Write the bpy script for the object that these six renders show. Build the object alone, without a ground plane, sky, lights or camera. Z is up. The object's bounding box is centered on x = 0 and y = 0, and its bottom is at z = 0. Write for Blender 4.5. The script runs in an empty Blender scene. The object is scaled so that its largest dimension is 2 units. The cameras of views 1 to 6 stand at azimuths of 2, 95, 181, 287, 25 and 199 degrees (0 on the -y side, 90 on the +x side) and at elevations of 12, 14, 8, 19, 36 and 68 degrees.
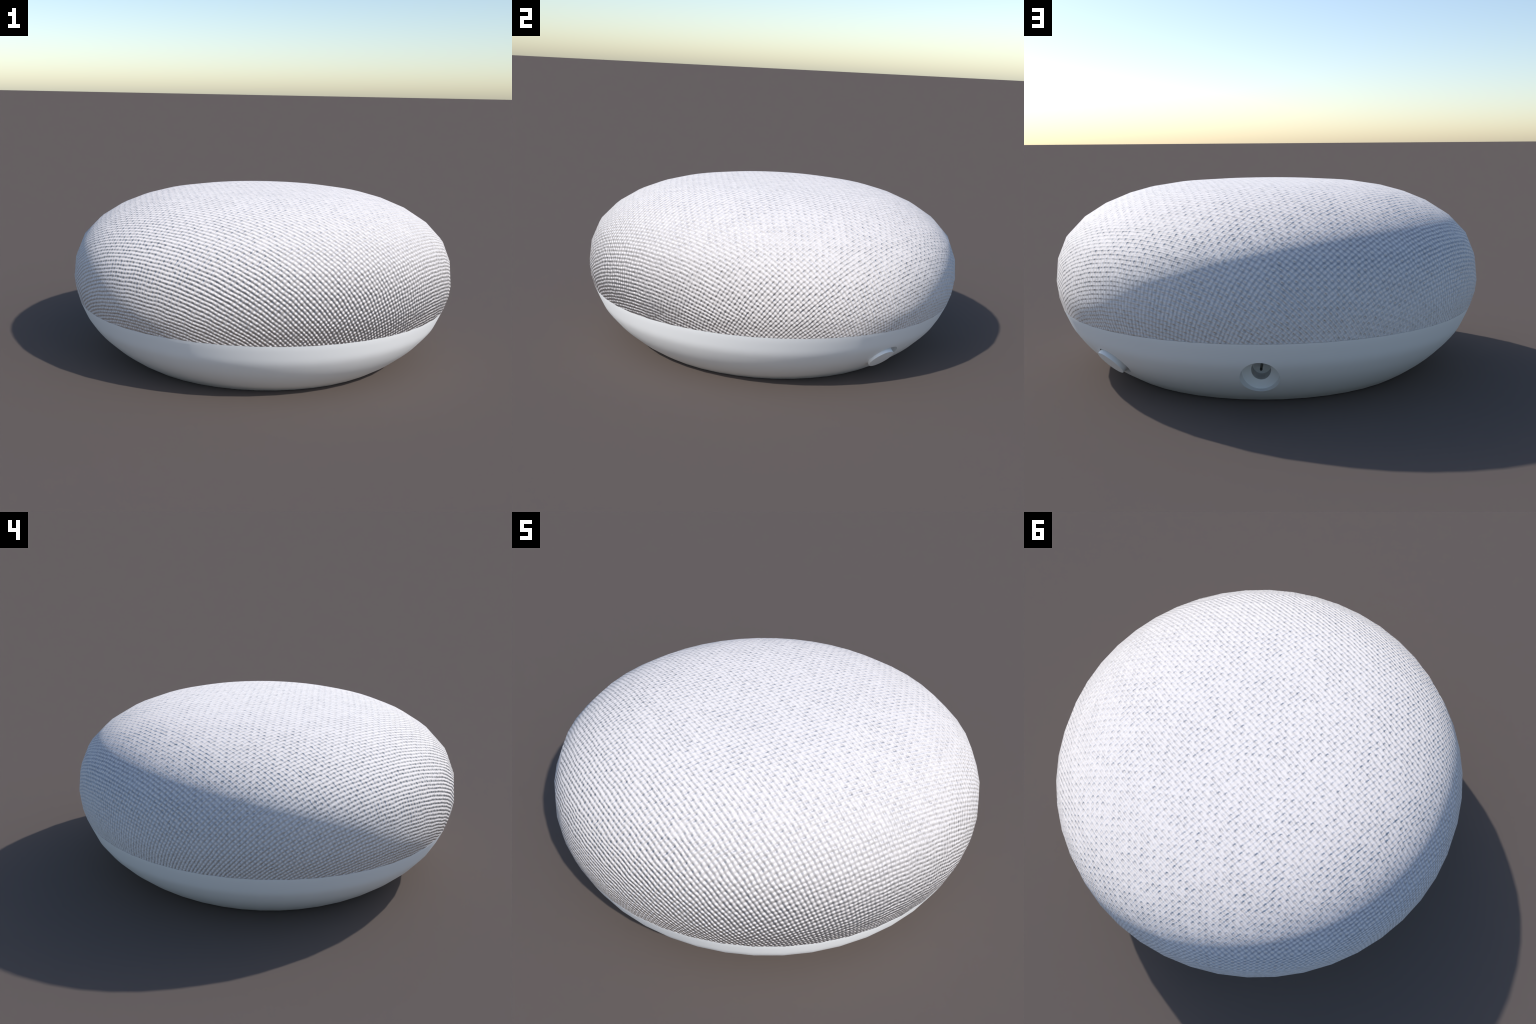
# A pebble-shaped tabletop speaker: woven fabric cover on a smooth plastic base,
# with a power socket (recess, bore, contact pin) and a round mute button.
import bpy, bmesh, math
import numpy as np
from mathutils import Vector, Matrix

SEGMENTS = 48                 # the outline is a 48-gon, vertices at 0, 7.5, 15 ... degrees
GROW = 1.0012                 # corner radius against mean radius
SEAM_Z = 0.306

# ------------------------------------------------------------------ profile
# (radius, height) of the side outline
BASE_PROFILE = [(0.703, 0.0), (0.756, 0.0334), (0.7968, 0.0640), (0.8365, 0.0976),
                (0.8741, 0.1345), (0.9083, 0.1749), (0.9345, 0.2130), (0.9560, 0.2590),
                (0.9755, 0.3060)]
COVER_PROFILE = [(0.9755, 0.3060), (0.9925, 0.3630), (0.9988, 0.4177), (0.9880, 0.5218),
                 (0.9470, 0.6205), (0.8680, 0.7025), (0.7680, 0.7652), (0.6640, 0.8078),
                 (0.5635, 0.8353), (0.4350, 0.8555), (0.2800, 0.8655), (0.0, 0.8680)]


def refine(points, steps):
    """Catmull-Rom through the control points."""
    p = [np.array(q, float) for q in points]
    p = [2 * p[0] - p[1]] + p + [2 * p[-1] - p[-2]]
    out = []
    for i in range(1, len(p) - 2):
        a, b, c, d = p[i - 1:i + 3]
        for k in range(steps):
            t = k / steps
            out.append(0.5 * (2 * b + (c - a) * t + (2 * a - 5 * b + 4 * c - d) * t * t
                              + (3 * b - a - 3 * c + d) * t ** 3))
    out.append(p[-2])
    return np.array(out)


FULL = refine(BASE_PROFILE + COVER_PROFILE[1:], 8)
FULL_TAN = np.gradient(FULL, axis=0)
LOW = FULL[FULL[:, 1] < 0.5]
LOW_TAN = FULL_TAN[:len(LOW)]


def base_radius(z):
    return float(np.interp(z, LOW[:, 1], LOW[:, 0]))


def base_normal(co):
    """Smooth outward normal of the body of revolution at a point of its side."""
    tr = np.interp(co.z, LOW[:, 1], LOW_TAN[:, 0])
    tz = np.interp(co.z, LOW[:, 1], LOW_TAN[:, 1])
    a = math.atan2(co.y, co.x)
    tilt = math.atan2(-tr, tz) + math.radians(-6 + 12 * co.z / SEAM_Z)   # normals bent to shade lighter at the seam, darker at the foot
    return Vector((math.cos(tilt) * math.cos(a), math.cos(tilt) * math.sin(a), math.sin(tilt)))


def chord_ring(radius, z, split):
    """Points on a 48-gon ring, each side cut into `split` pieces."""
    pts = []
    for s in range(SEGMENTS):
        a0, a1 = (2 * math.pi * k / SEGMENTS for k in (s, s + 1))
        for j in range(split):
            t = j / split
            pts.append((radius * ((1 - t) * math.cos(a0) + t * math.cos(a1)),
                        radius * ((1 - t) * math.sin(a0) + t * math.sin(a1)), z))
    return pts


def revolve(profile, split, cap_bottom, cap_top):
    bm = bmesh.new()
    rings = []
    for r, z in profile:
        if r < 1e-5:
            rings.append([bm.verts.new((0, 0, z))])
        else:
            rings.append([bm.verts.new(p) for p in chord_ring(r * GROW, z, split)])
    for lo, hi in zip(rings, rings[1:]):
        n = max(len(lo), len(hi))
        for i in range(n):
            j = (i + 1) % n
            if len(hi) == 1:
                bm.faces.new((lo[i], lo[j], hi[0]))
            else:
                bm.faces.new((lo[i], lo[j], hi[j], hi[i]))
    if cap_bottom:
        bm.faces.new(rings[0][::-1])
    if cap_top:
        bm.faces.new(rings[-1])
    return bm


def to_object(bm, name, material, parent):
    mesh = bpy.data.meshes.new(name)
    bm.to_mesh(mesh)
    bm.free()
    obj = bpy.data.objects.new(name, mesh)
    bpy.context.scene.collection.objects.link(obj)
    if material:
        mesh.materials.append(material)
    if parent:
        obj.parent = parent
    return obj


def cylinder(radius, start, axis, length, segments=96, chamfer=0.0, far_chamfer=0.0):
    """Closed cylinder from `start` along `axis`; optional rounded far edge."""
    axis = Vector(axis).normalized()
    rot = axis.to_track_quat('Z', 'Y').to_matrix()
    prof = [(radius, 0.0)]
    if far_chamfer > 0:
        for k in range(6):
            a = math.pi / 2 * k / 5
            prof.append((radius - far_chamfer + far_chamfer * math.cos(a),
                         length - far_chamfer + far_chamfer * math.sin(a)))
    else:
        prof.append((radius, length))
    bm = bmesh.new()
    rings = []
    for r, h in prof:
        rings.append([bm.verts.new(Vector(start) + rot @ Vector(
            (r * math.cos(2 * math.pi * i / segments), r * math.sin(2 * math.pi * i / segments), h)))
            for i in range(segments)])
    for lo, hi in zip(rings, rings[1:]):
        for i in range(segments):
            j = (i + 1) % segments
            bm.faces.new((lo[i], lo[j], hi[j], hi[i]))
    bm.faces.new(rings[0][::-1])
    bm.faces.new(rings[-1])
    bmesh.ops.recalc_face_normals(bm, faces=bm.faces)
    return bm


# ------------------------------------------------------------------ materials
class Graph:
    """Small helper that writes node maths as function calls."""

    def __init__(self, name):
        self.mat = bpy.data.materials.new(name)
        self.mat.use_nodes = True
        self.t = self.mat.node_tree
        self.t.nodes.clear()
        self.out = self.t.nodes.new('ShaderNodeOutputMaterial')
        self.bsdf = self.t.nodes.new('ShaderNodeBsdfPrincipled')
        self.t.links.new(self.bsdf.outputs[0], self.out.inputs[0])

    def feed(self, socket, value):
        if isinstance(value, (int, float)):
            socket.default_value = value
        elif isinstance(value, tuple):
            socket.default_value = value
        else:
            self.t.links.new(value, socket)

    def m(self, op, a, b=None, c=None):
        n = self.t.nodes.new('ShaderNodeMath')
        n.operation = op
        for s, v in zip(n.inputs, (a, b, c)):
            if v is not None:
                self.feed(s, v)
        return n.outputs[0]

    def vec(self, x, y, z=0.0):
        n = self.t.nodes.new('ShaderNodeCombineXYZ')
        for s, v in zip(n.inputs, (x, y, z)):
            self.feed(s, v)
        return n.outputs[0]

    def noise(self, vector, scale, detail=2.0):
        n = self.t.nodes.new('ShaderNodeTexNoise')
        self.feed(n.inputs['Vector'], vector)
        n.inputs['Scale'].default_value = scale
        n.inputs['Detail'].default_value = detail
        return n.outputs[0]

    def coords(self):
        n = self.t.nodes.new('ShaderNodeTexCoord')
        s = self.t.nodes.new('ShaderNodeSeparateXYZ')
        self.t.links.new(n.outputs['Object'], s.inputs[0])
        return n.outputs['Object'], s.outputs[0], s.outputs[1], s.outputs[2]

    def mix_colour(self, fac, a, b):
        n = self.t.nodes.new('ShaderNodeMix')
        n.data_type = 'RGBA'
        self.feed(n.inputs[0], fac)
        n.inputs[6].default_value = (*a, 1)
        n.inputs[7].default_value = (*b, 1)
        return n.outputs[2]


def plastic(name, colour, roughness):
    g = Graph(name)
    co, *_ = g.coords()
    spot = g.noise(co, 3.0)
    dark = tuple(c * 0.985 for c in colour)
    g.feed(g.bsdf.inputs['Base Color'], g.mix_colour(spot, dark, colour))
    g.bsdf.inputs['Roughness'].default_value = roughness
    return g.mat


THREAD = 0.0233          # thread spacing on the flat crown
WARP_ANGLE = math.radians(-33.5)
POLE_Z = 0.40            # centre from which the polar angle is measured
MAX_ARC = 2.0


def weave_fabric():
    """Plain weave pulled over the dome: the cloth lies flat on the crown and follows the
    arc length of the side, so threads crowd together towards the seam."""
    g = Graph('woven_fabric')
    m = g.m
    co, x, y, z = g.coords()
    rho = m('MAXIMUM', m('SQRT', m('ADD', m('MULTIPLY', x, x), m('MULTIPLY', y, y))), 1e-4)
    phi = m('DIVIDE', m('ARCTAN2', rho, m('SUBTRACT', z, POLE_Z)), math.pi)
    # arc length from the crown as a function of the polar angle
    top = FULL[FULL[:, 1] >= SEAM_Z - 1e-6][::-1]
    top = top[np.argsort(np.arctan2(top[:, 0], top[:, 1] - POLE_Z))]
    arc = np.concatenate([[0], np.cumsum(np.linalg.norm(np.diff(top, axis=0), axis=1))])
    ang = np.arctan2(top[:, 0], top[:, 1] - POLE_Z) / math.pi

    def curve_of_angle(values):
        curve = g.t.nodes.new('ShaderNodeFloatCurve')
        knots = np.linspace(0, ang[-1], 14)
        c = curve.mapping.curves[0]
        for k, a in enumerate(knots):
            s = float(np.interp(a, ang, values)) / MAX_ARC
            if k == 0:
                c.points[0].location = (0, 0)
            elif k == len(knots) - 1:
                c.points[-1].location = (float(a), s)
            else:
                c.points.new(float(a), s)
        curve.mapping.extend = 'EXTRAPOLATED'
        curve.mapping.update()
        g.feed(curve.inputs['Value'], phi)
        return m('DIVIDE', m('MULTIPLY', curve.outputs[0], MAX_ARC), rho)

    ca, sa = math.cos(WARP_ANGLE), math.sin(WARP_ANGLE)
    along = m('ADD', m('MULTIPLY', x, ca), m('MULTIPLY', y, sa))
    across = m('SUBTRACT', m('MULTIPLY', y, ca), m('MULTIPLY', x, sa))
    plain = curve_of_angle(arc)
    gathered = curve_of_angle(arc * (1 + 0.085 * arc ** 1.9))     # gathered towards the seam
    u0 = m('DIVIDE', m('MULTIPLY', along, gathered), THREAD)
    v0 = m('DIVIDE', m('MULTIPLY', across, gathered), THREAD)
    # threads wander a little
    u = m('ADD', u0, m('MULTIPLY', m('SUBTRACT', g.noise(g.vec(u0, v0, 3.0), 0.25, 1.0), 0.5), WANDER))
    v = m('ADD', v0, m('MULTIPLY', m('SUBTRACT', g.noise(g.vec(u0, v0, 9.0), 0.25, 1.0), 0.5), WANDER))
    iu, iv = m('FLOOR', u), m('FLOOR', v)
    def section(q):
        sine = m('SINE', m('MULTIPLY', q, math.pi))
        return m('POWER', m('MAXIMUM', m('MULTIPLY', sine, sine), 1e-4), SECTION)
    # round cross-sections: ridges on the half numbers, grooves on the whole ones
    warp, weft = section(v), section(u)
    # slubs: each thread is thicker and thinner along its length
    slub_a = m('SUBTRACT', g.noise(g.vec(m('MULTIPLY', u, SLUB_FREQ), m('MULTIPLY', iv, 3.7), 1.0), 1.0, 1.0), 0.5)
    slub_b = m('SUBTRACT', g.noise(g.vec(m('MULTIPLY', iu, 3.7), m('MULTIPLY', v, SLUB_FREQ), 5.0), 1.0, 1.0), 0.5)
    # patches in which one thread direction rides above the other
    patch = m('MULTIPLY', m('SUBTRACT', g.noise(g.vec(u0, v0, 21.0), 0.08, 2.0), 0.5), PATCH)
    rise_a = m('ADD', m('ADD', m('MULTIPLY', slub_a, SLUB), patch), WARP)
    rise_b = m('ADD', m('SUBTRACT', m('MULTIPLY', slub_b, SLUB), patch), WEFT)
    height = m('ADD', m('MULTIPLY', warp, rise_a), m('MULTIPLY', weft, rise_b))
    # holes between the threads, every second one open
    corner = m('MULTIPLY', m('COSINE', m('MULTIPLY', u, math.pi)), m('COSINE', m('MULTIPLY', v, math.pi)))
    hole = m('POWER', m('MULTIPLY_ADD', corner, 0.5, 0.5), HOLE_SHARP)
    uneven = m('MULTIPLY_ADD', g.noise(g.vec(u0, v0, 33.0), 0.7, 2.0), 3.4, -0.7)
    height = m('SUBTRACT', height, m('MULTIPLY', m('MULTIPLY', hole, uneven), HOLE))
    # soft smudges where the threads are pressed flatter, crisp places elsewhere
    crisp = m('MULTIPLY_ADD', g.noise(g.vec(u0, v0, 47.0), 0.16, 2.0), 0.5, 0.8)
    height = m('MULTIPLY', height, crisp)
    # finer threads stand less high
    height = m('DIVIDE', height, m('POWER', gathered, 0.55))
    # height ramp tilts all shading normals sunward: crown brightened, lower front darkened
    lean = m('MULTIPLY', plain, m('ADD', m('MULTIPLY', along, math.cos(LEAN_ANGLE)),
                                  m('MULTIPLY', across, math.sin(LEAN_ANGLE))))
    height = m('SUBTRACT', height, m('MULTIPLY', lean, LEAN / RELIEF))
    bump = g.t.nodes.new('ShaderNodeBump')
    bump.inputs['Strength'].default_value = 1.0
    bump.inputs['Distance'].default_value = RELIEF
    g.feed(bump.inputs['Height'], height)
    g.feed(g.bsdf.inputs['Normal'], bump.outputs[0])
    tone = g.noise(co, 2.5)
    g.feed(g.bsdf.inputs['Base Color'], g.mix_colour(tone, FABRIC_LOW, FABRIC_HIGH))
    g.bsdf.inputs['Roughness'].default_value = FABRIC_ROUGH
    g.bsdf.inputs['Specular IOR Level'].default_value = 0.5
    return g.mat


LEAN = 0.80                             # slope of the ramp that shifts light and shade on the cover
LEAN_ANGLE = math.radians(-60) - WARP_ANGLE
WANDER = 0.55                           # sideways drift, in threads
WARP, WEFT = 0.62, 0.50                 # ridge heights
SECTION = 0.8                           # below 1: narrow grooves, broad ridges
SLUB, SLUB_FREQ = 1.05, 0.5
PATCH = 0.55
HOLE, HOLE_SHARP = 0.44, 3.2
RELIEF = 0.0075
FABRIC_LOW, FABRIC_HIGH = (0.785, 0.745, 0.745), (0.81, 0.77, 0.77)
FABRIC_ROUGH = 0.7

fabric = weave_fabric()
shell = plastic('white_plastic', (0.90, 0.905, 0.91), 0.55)
button_plastic = plastic('button_plastic', (0.90, 0.905, 0.91), 0.55)
black_metal = plastic('black_contact', (0.012, 0.012, 0.012), 0.35)

# ------------------------------------------------------------------ speaker
speaker = bpy.data.objects.new('smart_speaker', None)
bpy.context.scene.collection.objects.link(speaker)
speaker['label'] = 'white pebble-shaped speaker with woven fabric cover and plastic base'
speaker['category'] = 'speaker'

# fabric cover: a closed dome
bm = revolve(COVER_PROFILE, 1, True, False)
for f in bm.faces:
    f.smooth = len(f.verts) < 10
for e in bm.edges:
    e.smooth = not any(len(f.verts) > 10 for f in e.link_faces)
cover = to_object(bm, 'fabric_cover', fabric, speaker)

# plastic base: solid bowl, cut by the socket and by the button recess
bm = revolve([(r, z) for r, z in refine(BASE_PROFILE, 3)], 4, True, False)
rim = [v for v in bm.verts if abs(v.co.z - SEAM_Z) < 1e-6]
# lid a little below the seam, hidden by the cover
bmesh.ops.contextual_create(bm, geom=rim)
for v in rim:
    v.co.z -= 0.0008
bmesh.ops.recalc_face_normals(bm, faces=bm.faces)
base = to_object(bm, 'plastic_base', shell, speaker)

SOCKET_Z, SOCKET_R, SOCKET_FLOOR = 0.147, 0.078, 0.770
BORE_R, BORE_END = 0.040, 0.686
BUTTON_ANGLE, BUTTON_TILT = math.radians(43.0), math.radians(-42.0)
BUTTON_R = 0.067
BUTTON_FACE = Vector((0.8816 * math.cos(BUTTON_ANGLE), 0.8816 * math.sin(BUTTON_ANGLE), 0.126))
button_axis = Vector((math.cos(BUTTON_TILT) * math.cos(BUTTON_ANGLE),
                      math.cos(BUTTON_TILT) * math.sin(BUTTON_ANGLE), math.sin(BUTTON_TILT)))
sideways = Vector((-math.sin(BUTTON_ANGLE), math.cos(BUTTON_ANGLE), 0))
RECESS_R, RECESS_SHIFT, RECESS_DEPTH = 0.081, 0.018, 0.045
recess_start = BUTTON_FACE + sideways * RECESS_SHIFT - button_axis * RECESS_DEPTH

cutters = [
    cylinder(SOCKET_R, (0, SOCKET_FLOOR, SOCKET_Z), (0, 1, 0), 0.4, 128),
    cylinder(BORE_R, (0, BORE_END, SOCKET_Z), (0, 1, 0), 0.2, 96),
    cylinder(RECESS_R, recess_start, button_axis, 0.3, 128),
]
for bm in cutters:
    cut = to_object(bm, 'cutter', None, None)
    mod = base.modifiers.new('cut', 'BOOLEAN')
    mod.operation = 'DIFFERENCE'
    mod.solver = 'EXACT'
    mod.object = cut
    deps = bpy.context.evaluated_depsgraph_get()
    mesh = bpy.data.meshes.new_from_object(base.evaluated_get(deps))
    base.modifiers.clear()
    base.data = mesh
    bpy.data.objects.remove(cut, do_unlink=True)
base.data.name = 'plastic_base'
base.data.materials.clear()
base.data.materials.append(shell)

# smooth normals of the bowl on its outside, plain ones in the cuts
mesh = base.data
normals = [None] * len(mesh.loops)
for p in mesh.polygons:
    c = p.center
    rc = math.hypot(c.x, c.y)
    outside = (p.normal.dot(base_normal(c)) > 0.93 and 0.001 < c.z < SEAM_Z - 0.001
               and abs(rc - base_radius(c.z)) < 0.006)
    p.use_smooth = True
    for li in p.loop_indices:
        co = mesh.vertices[mesh.loops[li].vertex_index].co
        normals[li] = base_normal(co) if outside else p.normal.copy()
mesh.normals_split_custom_set(normals)

# mute button: a disc standing a little proud in its recess
depth = RECESS_DEPTH - 0.001
bm = cylinder(BUTTON_R, BUTTON_FACE - button_axis * depth, button_axis, depth, 96, far_chamfer=0.0015)
button = to_object(bm, 'mute_button', button_plastic, speaker)
for p in button.data.polygons:
    p.use_smooth = len(p.vertices) == 4
button.data.set_sharp_from_angle(angle=math.radians(50))

# contact pin inside the socket bore
bm = cylinder(0.0055, (0, BORE_END + 0.0005, SOCKET_Z), (0, 1, 0), SOCKET_FLOOR - BORE_END, 32, far_chamfer=0.0045)
pin = to_object(bm, 'contact_pin', black_metal, speaker)
for p in pin.data.polygons:
    p.use_smooth = len(p.vertices) == 4
